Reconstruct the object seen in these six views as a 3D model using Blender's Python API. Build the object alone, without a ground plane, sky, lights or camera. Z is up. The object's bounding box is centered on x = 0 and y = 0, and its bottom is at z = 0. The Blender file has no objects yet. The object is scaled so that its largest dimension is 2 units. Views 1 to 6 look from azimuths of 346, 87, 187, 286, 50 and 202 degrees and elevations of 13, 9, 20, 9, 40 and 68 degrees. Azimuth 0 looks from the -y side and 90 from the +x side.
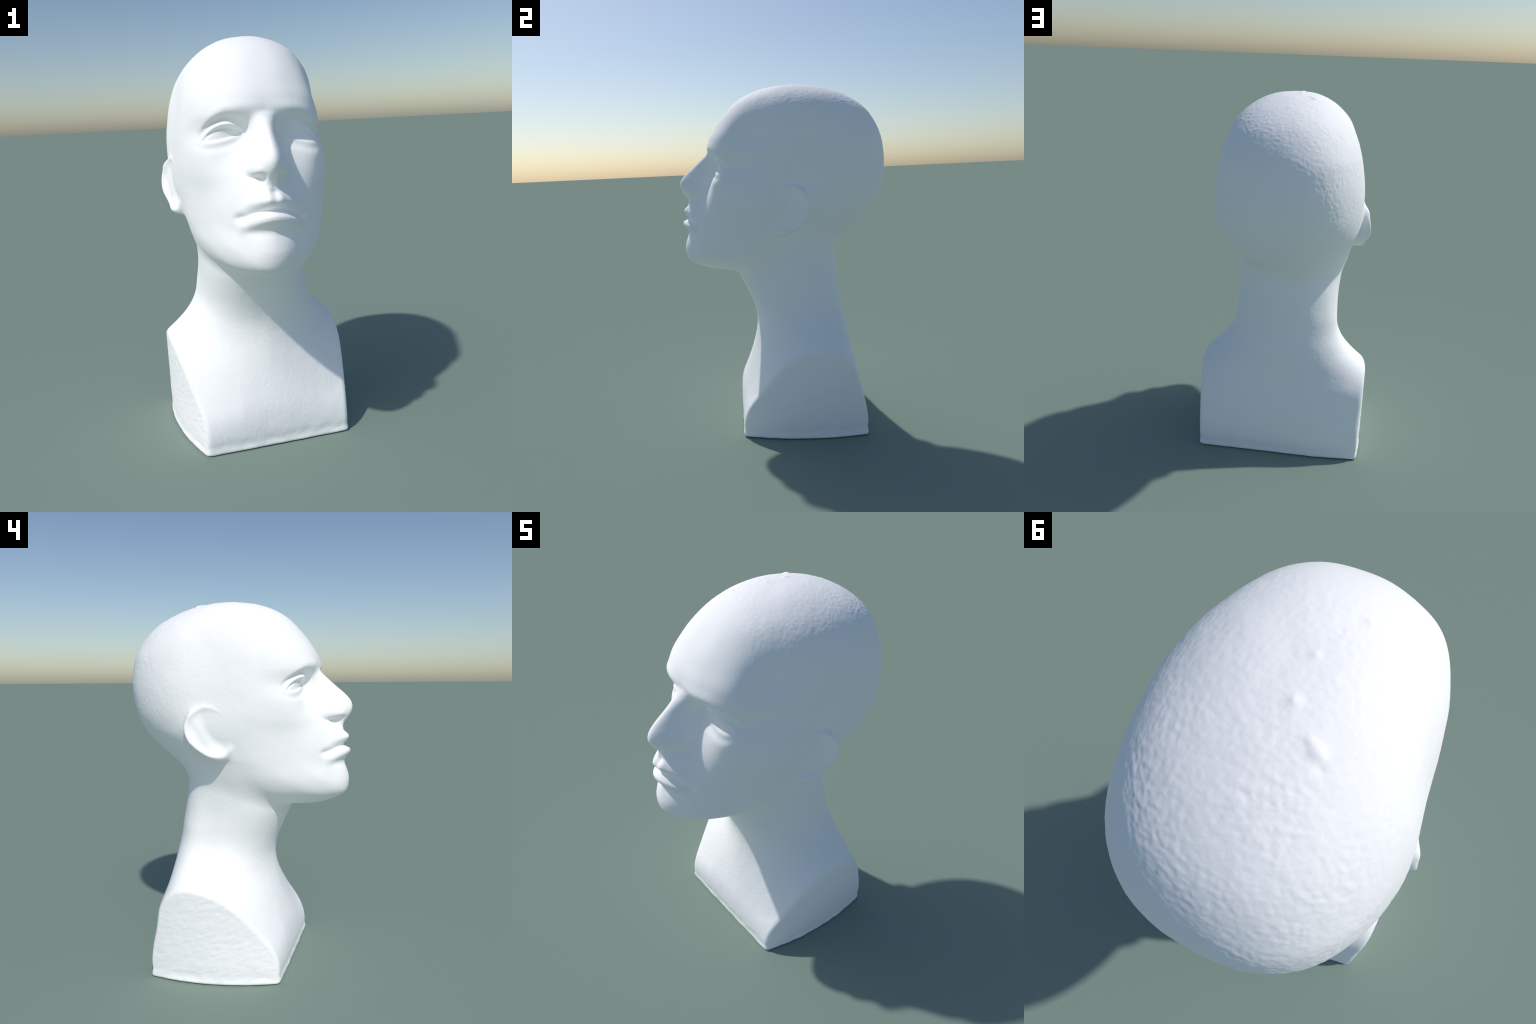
"""White plaster display head: a bald male head on a long neck that widens into a
block-like bust with two flat cut sides.

The whole cast is described by one implicit surface (negative inside):
  head  - a loft of meridian profiles around the middle of the skull, pushed forward
          by a relief of nose, brows, eyes, lips and chin,
  ears  - two shallow shells smoothly grown out of the skull,
  body  - a loft of horizontal sections for neck and shoulders, cut by two bulging
          side planes and the floor.
It is meshed with surface nets, then split by region into named parts.
"""
import bpy
import numpy as np

# ------------------------------------------------------------------ small maths
def smin(a, b, k):
    h = np.clip(k - np.abs(a - b), 0, None) / k
    return np.minimum(a, b) - h * h * k * 0.25


def smax(a, b, k):
    return -smin(-a, -b, k)


def sstep(x, a, b):
    t = np.clip((x - a) / (b - a), 0, 1)
    return t * t * (3 - 2 * t)


def bell(x, c, s):
    return np.exp(-((x - c) / s) ** 2)


def spline(xs, ys, x):
    """monotone-ish cubic (Catmull-Rom tangents, limited) through control points"""
    xs, ys = np.asarray(xs, float), np.asarray(ys, float)
    if xs[0] > xs[-1]:
        xs, ys = xs[::-1], ys[::-1]
    h = np.diff(xs)
    d = np.diff(ys, axis=0) / (h if ys.ndim == 1 else h[:, None])
    m = np.empty_like(ys)
    w = h if ys.ndim == 1 else h[:, None]
    m[1:-1] = (d[:-1] * w[1:] + d[1:] * w[:-1]) / (w[1:] + w[:-1])
    m[0], m[-1] = d[0], d[-1]
    x = np.clip(x, xs[0], xs[-1])
    i = np.clip(np.searchsorted(xs, x) - 1, 0, len(h) - 1)
    t = (x - xs[i]) / h[i]
    hh = h[i]
    if ys.ndim > 1:
        t, hh = t[:, None], hh[:, None]
    t2, t3 = t * t, t * t * t
    return ((2 * t3 - 3 * t2 + 1) * ys[i] + (t3 - 2 * t2 + t) * hh * m[i]
            + (-2 * t3 + 3 * t2) * ys[i + 1] + (t3 - t2) * hh * m[i + 1])


_rng = np.random.default_rng(7)
_perm = _rng.permutation(256)
_perm = np.concatenate([_perm, _perm])
_grad = _rng.normal(size=(256, 3))
_grad /= np.linalg.norm(_grad, axis=1)[:, None]


def noise3(p):
    i = np.floor(p).astype(int)
    f = p - i
    i &= 255
    u = f * f * f * (f * (f * 6 - 15) + 10)
    out = 0
    for dx in (0, 1):
        for dy in (0, 1):
            for dz in (0, 1):
                g = _grad[_perm[(_perm[(_perm[(i[:, 0] + dx) & 255] + i[:, 1] + dy) & 255] + i[:, 2] + dz) & 255]]
                v = ((f - (dx, dy, dz)) * g).sum(1)
                w = ((u[:, 0] if dx else 1 - u[:, 0]) * (u[:, 1] if dy else 1 - u[:, 1])
                     * (u[:, 2] if dz else 1 - u[:, 2]))
                out = out + v * w
    return out


# ------------------------------------------------------------------ head frame
YAW, ROLL = np.radians(-4.5), np.radians(2.5)
HEAD_O = np.array([-0.005, 0.0, 1.5])
_Rz = np.array([[np.cos(YAW), -np.sin(YAW), 0], [np.sin(YAW), np.cos(YAW), 0], [0, 0, 1]])
_Ry = np.array([[np.cos(ROLL), 0, np.sin(ROLL)], [0, 1, 0], [-np.sin(ROLL), 0, np.cos(ROLL)]])
HEAD_R = _Rz @ _Ry


def to_head(p):
    return (p - HEAD_O) @ HEAD_R


# ------------------------------------------------------------------ skull and jaw loft
A0, B0, H0, YM = 0.41, 0.56, 0.50, 0.05      # reference half width, half length, height, middle
LEVELS = [0.500, 0.47, 0.42, 0.35, 0.27, 0.20, 0.13, 0.05, -0.03, -0.12, -0.20, -0.28, -0.36, -0.44, -0.50, -0.55, -0.585, -0.61]
# azimuth from the face (degrees, + towards the head's left ear): reach of the meridian at
# each level, 1 = reference ellipse.  The cast is not quite symmetric.
MERIDIANS = {
    -135: [0.0, .43, .655, .848, .972, 1.042, 1.070, 1.080, 1.068, 1.025, .945, .805, .65, .50, .36, .2, .08, 0.0],
    -112: [0.0, .415, .622, .800, .915, .970, 1.002, 1.024, 1.024, .996, .938, .825, .70, .58, .44, .27, .11, 0.0],
    -90: [0.0, .40, .585, .73, .805, .845, .877, .902, .916, .923, .907, .838, .75, .65, .52, .34, .15, 0.0],
    -60: [0.0, .375, .562, .705, .815, .873, .900, .913, .928, .926, .905, .885, .86, .80, .70, .52, .28, 0.0],
    -40: [0.0, .36, .56, .712, .832, .91, .940, .915, .953, .960, .942, .936, .93, .915, .84, .67, .37, 0.0],
    -20: [0.0, .36, .542, .685, .80, .877, .900, .83, .853, .952, 1.003, 1.03, 1.04, 1.06, 1.02, .86, .46, 0.0],
    0:   [0.0, .357, .530, .664, .780, .848, .858, .80, .85, 1.0, 1.122, 1.122, 1.138, 1.158, 1.152, 1.015, .52, 0.0],
    20:  [0.0, .36, .537, .675, .787, .86, .873, .815, .865, .945, 1.015, 1.06, 1.07, 1.09, 1.06, .89, .46, 0.0],
    40:  [0.0, .36, .545, .682, .795, .87, .908, .902, .966, .980, .977, .98, .98, .97, .90, .72, .38, 0.0],
    60:  [0.0, .372, .55, .67, .745, .785, .850, .858, .918, .945, .945, .935, .91, .85, .74, .54, .29, 0.0],
    90:  [0.0, .40, .583, .717, .785, .818, .840, .865, .885, .899, .890, .838, .755, .65, .52, .34, .15, 0.0],
    135: [0.0, .43, .65, .82, .93, .995, 1.03, 1.05, 1.055, 1.03, .965, .85, .69, .52, .36, .2, .08, 0.0],
    180: [0.0, .43, .646, .82, .922, .976, 1.001, 1.011, .997, .957, .895, .785, .59, .42, .28, .15, .04, 0.0],
}
NT, NA = 721, 721


def _meridian_table():
    ts = np.linspace(-np.pi / 2, np.pi / 2, NT)
    az = np.array(sorted(MERIDIANS), float)
    rows = []
    for a in az.astype(int):
        s, z = np.array(MERIDIANS[a]), np.array(LEVELS) / H0
        t, k = np.arctan2(z, s), np.hypot(z, s)
        rows.append(spline(t, k, ts))
    rows = np.array(rows)                                   # azimuth x t
    around = np.concatenate([rows[-2:], rows, rows[:2]])
    aaz = np.concatenate([az[-2:] - 360, az, az[:2] + 360])
    return spline(aaz, around, np.linspace(-180, 180, NA)).T  # t x azimuth


TABLE = _meridian_table()


def lookup(t, a):
    ft = np.clip((t / np.pi + 0.5) * (NT - 1), 0, NT - 1.001)
    fa = np.clip((a / np.pi + 1) * 0.5 * (NA - 1), 0, NA - 1.001)
    i, j = ft.astype(int), fa.astype(int)
    u, v = ft - i, fa - j
    return ((TABLE[i, j] * (1 - v) + TABLE[i, j + 1] * v) * (1 - u)
            + (TABLE[i + 1, j] * (1 - v) + TABLE[i + 1, j + 1] * v) * u)


def front_line():
    """plain midline of the loft: depth y at height Z"""
    ts = np.linspace(-np.pi / 2, np.pi / 2, NT)
    k = TABLE[:, (NA - 1) // 2]
    return H0 * k * np.sin(ts), YM - B0 * k * np.cos(ts)


PLAIN_Z, PLAIN_Y = front_line()

# ------------------------------------------------------------------ relief of the face
# profile of the nose along the midline: height, depth
NOSE_Z = [0.150, 0.122, 0.096, 0.049, 0.005, -0.025, -0.053, -0.083, -0.113, -0.138, -0.155, -0.175]
NOSE_Y = [-.434, -.450, -.478, -.532, -.584, -.609, -.618, -.613, -.596, -.578, -.573, -.574]
NOSE_W = [.060, .066, .073, .080, .089, .098, .104, .105, .100, .090, .082, .078]
NOSE_P = [2.2, 2.2, 2.1, 1.85, 1.6, 1.35, 1.15, 1.05, 1.05, 1.3, 1.6, 1.8]
EYE_IN, EYE_OUT = np.array([0.082, 0.056]), np.array([0.268, 0.016])


def face_relief(X, Z):
    """how far the face stands forward of the plain loft"""
    ax = np.abs(X)
    D = np.zeros_like(X)
    # nose: ridge with full tip, wings and nostrils
    ax = np.abs(X - 0.004 * sstep(-Z, -0.05, 0.05))
    h = np.interp(Z, PLAIN_Z, PLAIN_Y) - spline(NOSE_Z, NOSE_Y, Z)
    h = np.clip(h, 0, None) * sstep(Z, -0.20, -0.165) * (1 - sstep(Z, 0.125, 0.16))
    w, p = spline(NOSE_Z, NOSE_W, Z), spline(NOSE_Z, NOSE_P, Z)
    u = np.clip(ax / w, 0, 1)
    under = 1 - sstep(ax, 0.018, 0.050) * (1 - sstep(Z, -0.138, -0.098))   # wings end above the lip
    D += h * (1 - u * u) ** p * under
    D += 0.020 * bell(ax, 0.066, 0.020) * bell(Z, -0.092, 0.026) * sstep(Z, -0.140, -0.112)
    D -= 0.004 * bell(ax, 0.036, 0.018) * bell(Z, -0.124, 0.014)
    ax = np.abs(X)
    # brow ridge and socket
    zb = 0.160 - 0.9 * np.clip(ax - 0.14, 0, None) ** 2 / 0.16
    D += 0.010 * bell(ax, 0.14, 0.11) * bell(Z, zb, 0.030)
    D -= 0.018 * bell(ax, 0.095, 0.040) * bell(Z, 0.075, 0.048)
    # eyeball and lids
    q = np.clip((ax - EYE_IN[0]) / (EYE_OUT[0] - EYE_IN[0]), 0, 1)
    line = EYE_IN[1] + (EYE_OUT[1] - EYE_IN[1]) * q
    arch = np.clip(4 * q * (1 - q), 0, 1)
    zu = line + 0.056 * arch ** 0.8
    zl = line - 0.012 * arch ** 0.8
    within = sstep(ax, 0.072, 0.120) * (1 - sstep(ax, 0.225, 0.29))
    D -= 0.011 * np.exp(-(((ax - 0.175) / 0.085) ** 2 + ((Z - 0.055) / 0.050) ** 2))
    D += within * 0.0085 * bell(Z, zu - 0.005, 0.0085)
    D -= within * 0.019 * bell(Z, zu + 0.020, 0.017) * (1 - 0.5 * q)
    D += within * 0.0035 * bell(Z, zl - 0.006, 0.010)
    D += within * 0.0030 * bell(Z, 0.5 * zu + 0.5 * zl, 0.020)
    D -= within * 0.0025 * bell(Z, zl + 0.006, 0.006)
    D -= within * 0.0035 * bell(Z, zu - 0.021, 0.007)
    D -= within * 0.005 * bell(Z, zl - 0.032, 0.015)
    # lips
    ax = np.abs(X - 0.013)
    zm = -0.259 - 0.037 * np.clip(ax / 0.125, 0, 1.3) ** 2
    lw = np.clip(1 - (ax / 0.150) ** 2, 0, 1)
    dz = Z - zm
    D += 0.021 * lw ** 0.8 * bell(dz, 0.048, 0.027)
    D += 0.033 * lw ** 0.85 * sstep(-dz, -0.002, 0.020) * np.exp(-(np.clip(-dz - 0.028, 0, None) / 0.030) ** 2)
    D -= 0.008 * lw ** 0.85 * bell(dz, 0.006, 0.010)
    D -= 0.018 * bell(ax, 0.132, 0.022) * bell(Z, -0.296, 0.018)
    D += 0.006 * bell(ax, 0.026, 0.016) * bell(Z, -0.195, 0.030) - 0.006 * bell(ax, 0.0, 0.016) * bell(Z, -0.185, 0.030)
    # chin boss and the fold above it
    D += 0.010 * np.exp(-(ax / 0.095) ** 4) * bell(Z, -0.435, 0.055)
    D -= 0.008 * bell(ax, 0.06, 0.07) * bell(Z, -0.350, 0.022)
    return D


def head_field(q):
    X, Z = q[:, 0], q[:, 2]
    y = q[:, 1] + face_relief(X, Z) * (1 - sstep(q[:, 1], -0.30, -0.05))
    sx, sy, sz = X / A0, (y - YM) / B0, Z / H0
    s = np.hypot(sx, sy)
    t = np.arctan2(sz, s)
    a = np.arctan2(sx, -sy)
    rho = np.sqrt(s * s + sz * sz) + 1e-9
    dist = np.sqrt(X * X + (y - YM) ** 2 + Z * Z)
    return dist * (1 - lookup(t, a) / rho)


# ------------------------------------------------------------------ ears
def ear_field(q, side, out):
    X = q[:, 0] * side
    y, z = q[:, 1], q[:, 2]
    tilt = np.radians(33)
    dy, dz = y - 0.030, z + 0.190
    u = dy * np.cos(tilt) - dz * np.sin(tilt)      # towards the back
    v = dy * np.sin(tilt) + dz * np.cos(tilt)      # up
    # egg outline: fuller above, drawn out to the lobe below
    a = 0.118 - 0.10 * np.clip(-v, 0, 0.2)
    r = np.sqrt((u / a) ** 2 + (v / np.where(v > 0, 0.142, 0.165)) ** 2)
    ang = np.degrees(np.arctan2(v, u))             # 0 back, 90 top, 180 front
    front = (ang - 195 + 180) % 360 - 180          # angle away from the open front
    rimmed = np.where(front > 0, sstep(front, 38, 66), sstep(-front, 18, 42))
    plane = 0.374 + 0.24 * (y - 0.065) + 0.045 * (z + 0.058)
    n0 = (plane + out * 0.017 * bell(r, 0.88, 0.14) * rimmed
          + out * (0.024 * sstep(u, -0.03, 0.05) + 0.012 * sstep(u, 0.05, 0.11) * sstep(v, -0.08, 0.03))
          + out * 0.014 * bell(u, 0.0, 0.07) * bell(v, -0.115, 0.04)
          - 0.022 * bell(u, -0.040, 0.045) * bell(v, 0.0, 0.06))
    return smax(smax((r - 1) * 0.115, X - n0 + 0.006, 0.022), 0.25 - X, 0.02)


# ------------------------------------------------------------------ neck and bust loft
BODY_Z = [0.0, 0.1, 0.2, 0.3, 0.4, 0.5, 0.55, 0.6, 0.65, 0.7, 0.8, 0.9, 1.0, 1.1, 1.2]
FRONT_Y = [-.299, -.303, -.290, -.258, -.225, -.196, -.186, -.180, -.185, -.198, -.240, -.285, -.30, -.28, -.25]
BACK_Y = [.408, .410, .405, .396, .382, .364, .361, .355, .348, .340, .327, .315, .306, .30, .29]
MIDDLE_Y = [.06, .08, .10, .13, .15, .16, .16, .16, .16, .15, .13, .10, .06, .04, .03]
HALF_W = [.85, .85, .80, .72, .62, .49, .43, .376, .336, .308, .288, .281, .286, .294, .295]
SQUARE_F = [7, 4.2, 2.4, 1.9, 1.72, 1.7, 1.75, 1.95, 2.1, 2.2, 2.25, 2.25, 2.2, 2.1, 2.0]
SQUARE_B = [7, 5, 3.4, 2.8, 2.6, 2.4, 2.4, 2.4, 2.4, 2.3, 2.3, 2.2, 2.1, 2.1, 2.1]
_zz = np.linspace(0, 1.2, 601)
_body = np.stack([spline(BODY_Z, c, _zz) for c in (FRONT_Y, BACK_Y, MIDDLE_Y, HALF_W, SQUARE_F, SQUARE_B)], 1)

_k = np.exp(-0.5 * (np.arange(-36, 37) / 12.0) ** 2)      # even out the loft along the height
_body = np.stack([np.convolve(np.pad(c, 36, "reflect", reflect_type="odd"), _k / _k.sum(), "valid") for c in _body.T], 1)


def body_field(p):
    z = np.clip(p[:, 2], 0, 1.2) / 1.2 * 600
    i = np.minimum(z.astype(int), 599)
    f = (z - i)[:, None]
    c = _body[i] * (1 - f) + _body[i + 1] * f
    yf, yb, ym, w, nf, nb = c.T
    w = w * (1 - 0.045 * bell(p[:, 2], 0.62, 0.12) * (p[:, 0] < 0))
    x = (p[:, 0] - 0.003 + 0.026 * sstep(p[:, 2], 0.60, 0.92) * sstep(-p[:, 1], -0.15, 0.15)
         + 0.010 * sstep(p[:, 1], 0.10, 0.25) * bell(p[:, 2], 0.68, 0.2))
    dy = p[:, 1] - ym + 0.07 * np.clip(-p[:, 0] - 0.2, 0, None) * sstep(p[:, 1], 0.1, 0.3) * (1 - sstep(p[:, 2], 0.25, 0.45))
    dy -= 0.05 * np.clip(np.abs(p[:, 0] + 0.05) - 0.12, 0, None) * sstep(-p[:, 1], 0.0, 0.15) * bell(p[:, 2], 0.22, 0.16)
    half, n = np.where(dy < 0, ym - yf, yb - ym), np.where(dy < 0, nf, nb)
    q = ((np.abs(x) / w) ** n + (np.abs(dy) / half) ** n + 1e-12) ** (1 / n)
    F = np.hypot(x, dy) * (1 - 1 / q)
    return smax(F, p[:, 2] - 1.18, 0.02)


def cuts_field(p):
    x, y, z = p.T
    bulge = sstep(z, 0.0, 0.3)
    left = x - (0.471 - (0.35 + 0.04 * bulge) * (y - 0.20) ** 2)
    right = -x - (0.471 - (0.44 + 0.09 * bulge) * (y - 0.20) ** 2)
    return left, right


def field(p):
    q = to_head(p)
    body = body_field(p)
    left, right = cuts_field(p)
    body = smax(smax(body, left, 0.022), right, 0.022)
    body = smax(body, -p[:, 2], 0.012)
    head = head_field(q)
    near = (np.abs(q[:, 1] - 0.05) < 0.3) & (np.abs(q[:, 2] + 0.18) < 0.3)
    if near.any():
        e = head[near]
        e = smin(e, ear_field(q[near], 1, 1.0), 0.02)
        e = smin(e, ear_field(q[near], -1, 1.0), 0.02)
        head[near] = e
    return smin(head, body, 0.05)

# === BUILD
# ------------------------------------------------------------------ meshing (surface nets)
LO = np.array([-0.53, -0.70, -0.03])
HI = np.array([0.53, 0.70, 2.04])
STEP = 0.0048
BLOCK = 8


def sample_grid():
    n = (np.ceil((HI - LO) / STEP / BLOCK).astype(int)) * BLOCK
    nb = n // BLOCK
    c = np.stack(np.meshgrid(*[np.arange(k) for k in nb], indexing="ij"), -1).reshape(-1, 3)
    f = field(LO + (c * BLOCK + BLOCK / 2 - 0.5) * STEP)
    G = np.repeat(np.repeat(np.repeat(f.reshape(nb).astype(np.float32), BLOCK, 0), BLOCK, 1), BLOCK, 2)
    act = c[np.abs(f) < STEP * BLOCK * 1.9]
    off = np.stack(np.meshgrid(*[np.arange(BLOCK)] * 3, indexing="ij"), -1).reshape(-1, 3)
    for k in range(0, len(act), 400):
        idx = (act[k:k + 400, None, :] * BLOCK + off).reshape(-1, 3)
        G[idx[:, 0], idx[:, 1], idx[:, 2]] = field(LO + idx * STEP)
    return G


def surface_nets(G):
    S = G < 0
    n = np.array(G.shape) - 1
    cnt = np.zeros(n, np.int8)
    for a in (0, 1):
        for b in (0, 1):
            for c in (0, 1):
                cnt += S[a:n[0] + a, b:n[1] + b, c:n[2] + c]
    cells = (cnt > 0) & (cnt < 8)
    ids = -np.ones(n, np.int32)
    ci = np.argwhere(cells)
    ids[cells] = np.arange(len(ci))
    acc, num = np.zeros((len(ci), 3)), np.zeros(len(ci))
    corners = [(a, b, c) for a in (0, 1) for b in (0, 1) for c in (0, 1)]
    for p in corners:
        for ax in range(3):
            if p[ax]:
                continue
            q = list(p)
            q[ax] = 1
            f0 = G[tuple((ci + p).T)]
            f1 = G[tuple((ci + q).T)]
            m = (f0 < 0) != (f1 < 0)
            t = np.where(m, f0 / np.where(m, f0 - f1, 1), 0)
            pt = np.array(p, float) + 0 * acc
            pt[:, ax] += t
            acc[m] += pt[m]
            num += m
    V = LO + (ci + acc / num[:, None]) * STEP
    quads = []
    for ax in range(3):
        o1, o2 = [(1, 2), (2, 0), (0, 1)][ax]
        sl0, sl1 = [slice(1, -1)] * 3, [slice(1, -1)] * 3
        sl0[ax], sl1[ax] = slice(0, -1), slice(1, None)
        a, b = S[tuple(sl0)], S[tuple(sl1)]
        e = np.argwhere(a != b)
        flip = a[tuple(e.T)]
        e = e + 1
        e[:, ax] -= 1
        d1, d2 = np.zeros(3, int), np.zeros(3, int)
        d1[o1], d2[o2] = 1, 1
        q = np.stack([ids[tuple((e - d1 - d2).T)], ids[tuple((e - d2).T)], ids[tuple(e.T)], ids[tuple((e - d1).T)]], 1)
        q[~flip] = q[~flip][:, ::-1]
        quads.append(q)
    return V, np.concatenate(quads)


def gradient(V):
    h = 0.0015
    g = np.stack([field(V + h * e) - field(V - h * e) for e in np.eye(3)], 1) / (2 * h)
    return g


def relax(V, Q, rounds=3):
    e = np.unique(np.sort(np.concatenate([Q[:, [0, 1]], Q[:, [1, 2]], Q[:, [2, 3]], Q[:, [3, 0]]]), 1), axis=0)
    deg = np.bincount(e.ravel(), minlength=len(V))[:, None]
    for _ in range(rounds):
        acc = np.stack([np.bincount(e[:, 0], V[e[:, 1], k], len(V)) + np.bincount(e[:, 1], V[e[:, 0], k], len(V)) for k in range(3)], 1)
        g = gradient(V)
        nrm = g / (np.linalg.norm(g, axis=1)[:, None] + 1e-9)
        d = acc / deg - V
        V = V + 0.6 * (d - (d * nrm).sum(1)[:, None] * nrm)
        step = field(V) / np.maximum(np.linalg.norm(g, axis=1), 0.4)
        V = V - np.clip(step, -STEP, STEP)[:, None] * nrm
    return V, nrm


G = sample_grid()
V, Q = surface_nets(G)
del G
V, N = relax(V, Q)


# ------------------------------------------------------------------ plaster grain
def grain(V, N):
    q = to_head(V)
    face = sstep(-q[:, 1], 0.12, 0.30) * sstep(q[:, 2], -0.62, -0.55)
    skull = sstep(q[:, 2], -0.35, 0.0)
    bust = 1 - sstep(V[:, 2], 0.35, 0.75)
    amount = (0.45 + 0.65 * skull + 0.3 * bust) * (1 - 0.85 * face)
    n = noise3(V / 0.017) + 0.6 * noise3(V / 0.0105 + 31.7)
    amount = amount * (0.75 + 0.9 * noise3(V / 0.13 + 77.0)) * (1 - 0.4 * sstep(np.abs(q[:, 0]), 0.28, 0.36))
    amount = amount * (1 + 0.5 * skull * sstep(q[:, 1], 0.05, 0.35))
    out = amount * 0.0012 * n + 0.0012 * noise3(V / 0.07 + 11.3) * (1 - 0.8 * face)
    # trowel marks on the two cut sides, drawn out from front to back
    side = sstep(np.abs(N[:, 0]), 0.75, 0.92) * sstep(0.53 - V[:, 2], 0.0, 0.06)
    d = V @ np.array([[1, 0, 0], [0, 0.94, 0.34], [0, -0.34, 0.94]]) / (0.03, 0.055, 0.022)
    out += side * (0.0019 * noise3(d) + 0.0010 * noise3(d * 2.1 + 5.5))
    # foot: a rough lip along the floor with a shallow hollow above it
    lip = bell(V[:, 2], 0.010, 0.014) - 0.8 * bell(V[:, 2], 0.045, 0.022)
    out += 0.0035 * lip * (1 - np.abs(N[:, 2])) * (0.8 + 1.2 * noise3(V / 0.06 + 3.1))
    # casting blobs near the crown
    for x, y, r, h in ((-0.131, 0.207, 0.016, 0.006), (-0.108, 0.196, 0.012, 0.004), (-0.149, 0.232, 0.010, -0.004),
                       (-0.051, 0.140, 0.012, 0.005), (-0.046, 0.034, 0.010, 0.003), (-0.106, -0.101, 0.011, 0.003)):
        out += h * np.exp(-((q[:, 0] - x) ** 2 + (q[:, 1] - y) ** 2) / r ** 2) * (q[:, 2] > 0.3)
    return out


V = V + N * grain(V, N)[:, None]
V[:, 2] = np.maximum(V[:, 2], 0.0)

# ------------------------------------------------------------------ regions -> named parts
centre = V[Q].mean(1)
q = to_head(centre)
head = head_field(q)
body = body_field(centre)
region = np.where(head < body, 0, 1)                       # 0 head, 1 neck, 2 bust ...
region[(region == 1) & (centre[:, 2] < 0.62)] = 2
on_face = (q[:, 1] < -0.2)
ax = np.abs(q[:, 0])
nose_w = spline(NOSE_Z, NOSE_W, q[:, 2])
region[on_face & (region == 0) & (q[:, 2] < 0.10) & (q[:, 2] > -0.150) & (ax < nose_w * 0.95)] = 3
zm = -0.259 - 0.032 * np.clip(ax / 0.125, 0, 1.3) ** 2
lip = (ax / 0.140) ** 2 + (np.where(q[:, 2] > zm, (q[:, 2] - zm) / 0.062, (q[:, 2] - zm) / 0.060)) ** 2 < 1
region[on_face & (region == 0) & lip] = 4
eye = ((ax - 0.178) / 0.105) ** 2 + ((q[:, 2] - 0.095 + 0.22 * ax) / 0.050) ** 2 < 1
region[on_face & (region == 0) & eye & (q[:, 0] > 0)] = 5
region[on_face & (region == 0) & eye & (q[:, 0] < 0)] = 6
for side, out, k in ((1, 1.0, 7), (-1, 1.0, 8)):
    near = (np.abs(q[:, 1] - 0.05) < 0.3) & (np.abs(q[:, 2] + 0.18) < 0.3) & (q[:, 0] * side > 0.25)
    e = np.full(len(q), 9.0)
    e[near] = ear_field(q[near], side, out)
    region[near & (e < head)] = k


# ------------------------------------------------------------------ material
def plaster():
    m = bpy.data.materials.new("white_plaster")
    m.use_nodes = True
    t = m.node_tree
    b = t.nodes["Principled BSDF"]
    b.inputs["Roughness"].default_value = 0.75
    b.inputs["Specular IOR Level"].default_value = 0.3
    co = t.nodes.new("ShaderNodeTexCoord")
    n = t.nodes.new("ShaderNodeTexNoise")
    n.inputs["Scale"].default_value = 6
    n.inputs["Detail"].default_value = 4
    r = t.nodes.new("ShaderNodeValToRGB")
    r.color_ramp.elements[0].position = 0.3
    r.color_ramp.elements[1].position = 0.7
    r.color_ramp.elements[0].color = (0.985, 0.985, 0.985, 1)
    r.color_ramp.elements[1].color = (1.0, 1.0, 1.0, 1)
    f = t.nodes.new("ShaderNodeTexNoise")
    f.inputs["Scale"].default_value = 110
    f.inputs["Detail"].default_value = 3
    bp = t.nodes.new("ShaderNodeBump")
    bp.inputs["Strength"].default_value = 0.12
    bp.inputs["Distance"].default_value = 0.004
    t.links.new(co.outputs["Object"], n.inputs["Vector"])
    t.links.new(co.outputs["Object"], f.inputs["Vector"])
    t.links.new(n.outputs["Fac"], r.inputs["Fac"])
    t.links.new(r.outputs["Color"], b.inputs["Base Color"])
    t.links.new(f.outputs["Fac"], bp.inputs["Height"])
    t.links.new(bp.outputs["Normal"], b.inputs["Normal"])
    return m


MAT = plaster()


def make_mesh(name, verts, quads):
    me = bpy.data.meshes.new(name)
    me.vertices.add(len(verts))
    me.vertices.foreach_set("co", verts.astype(np.float32).ravel())
    me.loops.add(len(quads) * 4)
    me.loops.foreach_set("vertex_index", quads.astype(np.int32).ravel())
    me.polygons.add(len(quads))
    me.polygons.foreach_set("loop_start", np.arange(0, len(quads) * 4, 4, dtype=np.int32))
    me.polygons.foreach_set("use_smooth", np.ones(len(quads), bool))
    me.update(calc_edges=True)
    return me


whole = make_mesh("whole", V, Q)
VN = np.empty(len(V) * 3, np.float32)
whole.vertex_normals.foreach_get("vector", VN)
VN = VN.reshape(-1, 3)
bpy.data.meshes.remove(whole)

root = bpy.data.objects.new("mannequin_head", None)
root["label"] = "bald white plaster male head on a long neck and block bust"
root["category"] = "head bust"
bpy.context.scene.collection.objects.link(root)
NAMES = {0: "head", 1: "neck", 2: "bust", 3: "nose", 4: "mouth", 5: "eye", 6: "eye", 7: "ear", 8: "ear"}
made = {}
for k, name in NAMES.items():
    qs = Q[region == k]
    used, inv = np.unique(qs, return_inverse=True)
    me = make_mesh(name, V[used], inv.reshape(-1, 4))
    me.normals_split_custom_set_from_vertices(VN[used].tolist())
    me.materials.append(MAT)
    ob = bpy.data.objects.new(name, me)
    bpy.context.scene.collection.objects.link(ob)
    ob.parent = made["head"] if k > 2 else root
    made.setdefault(name, ob)
print("faces", len(Q), "verts", len(V))
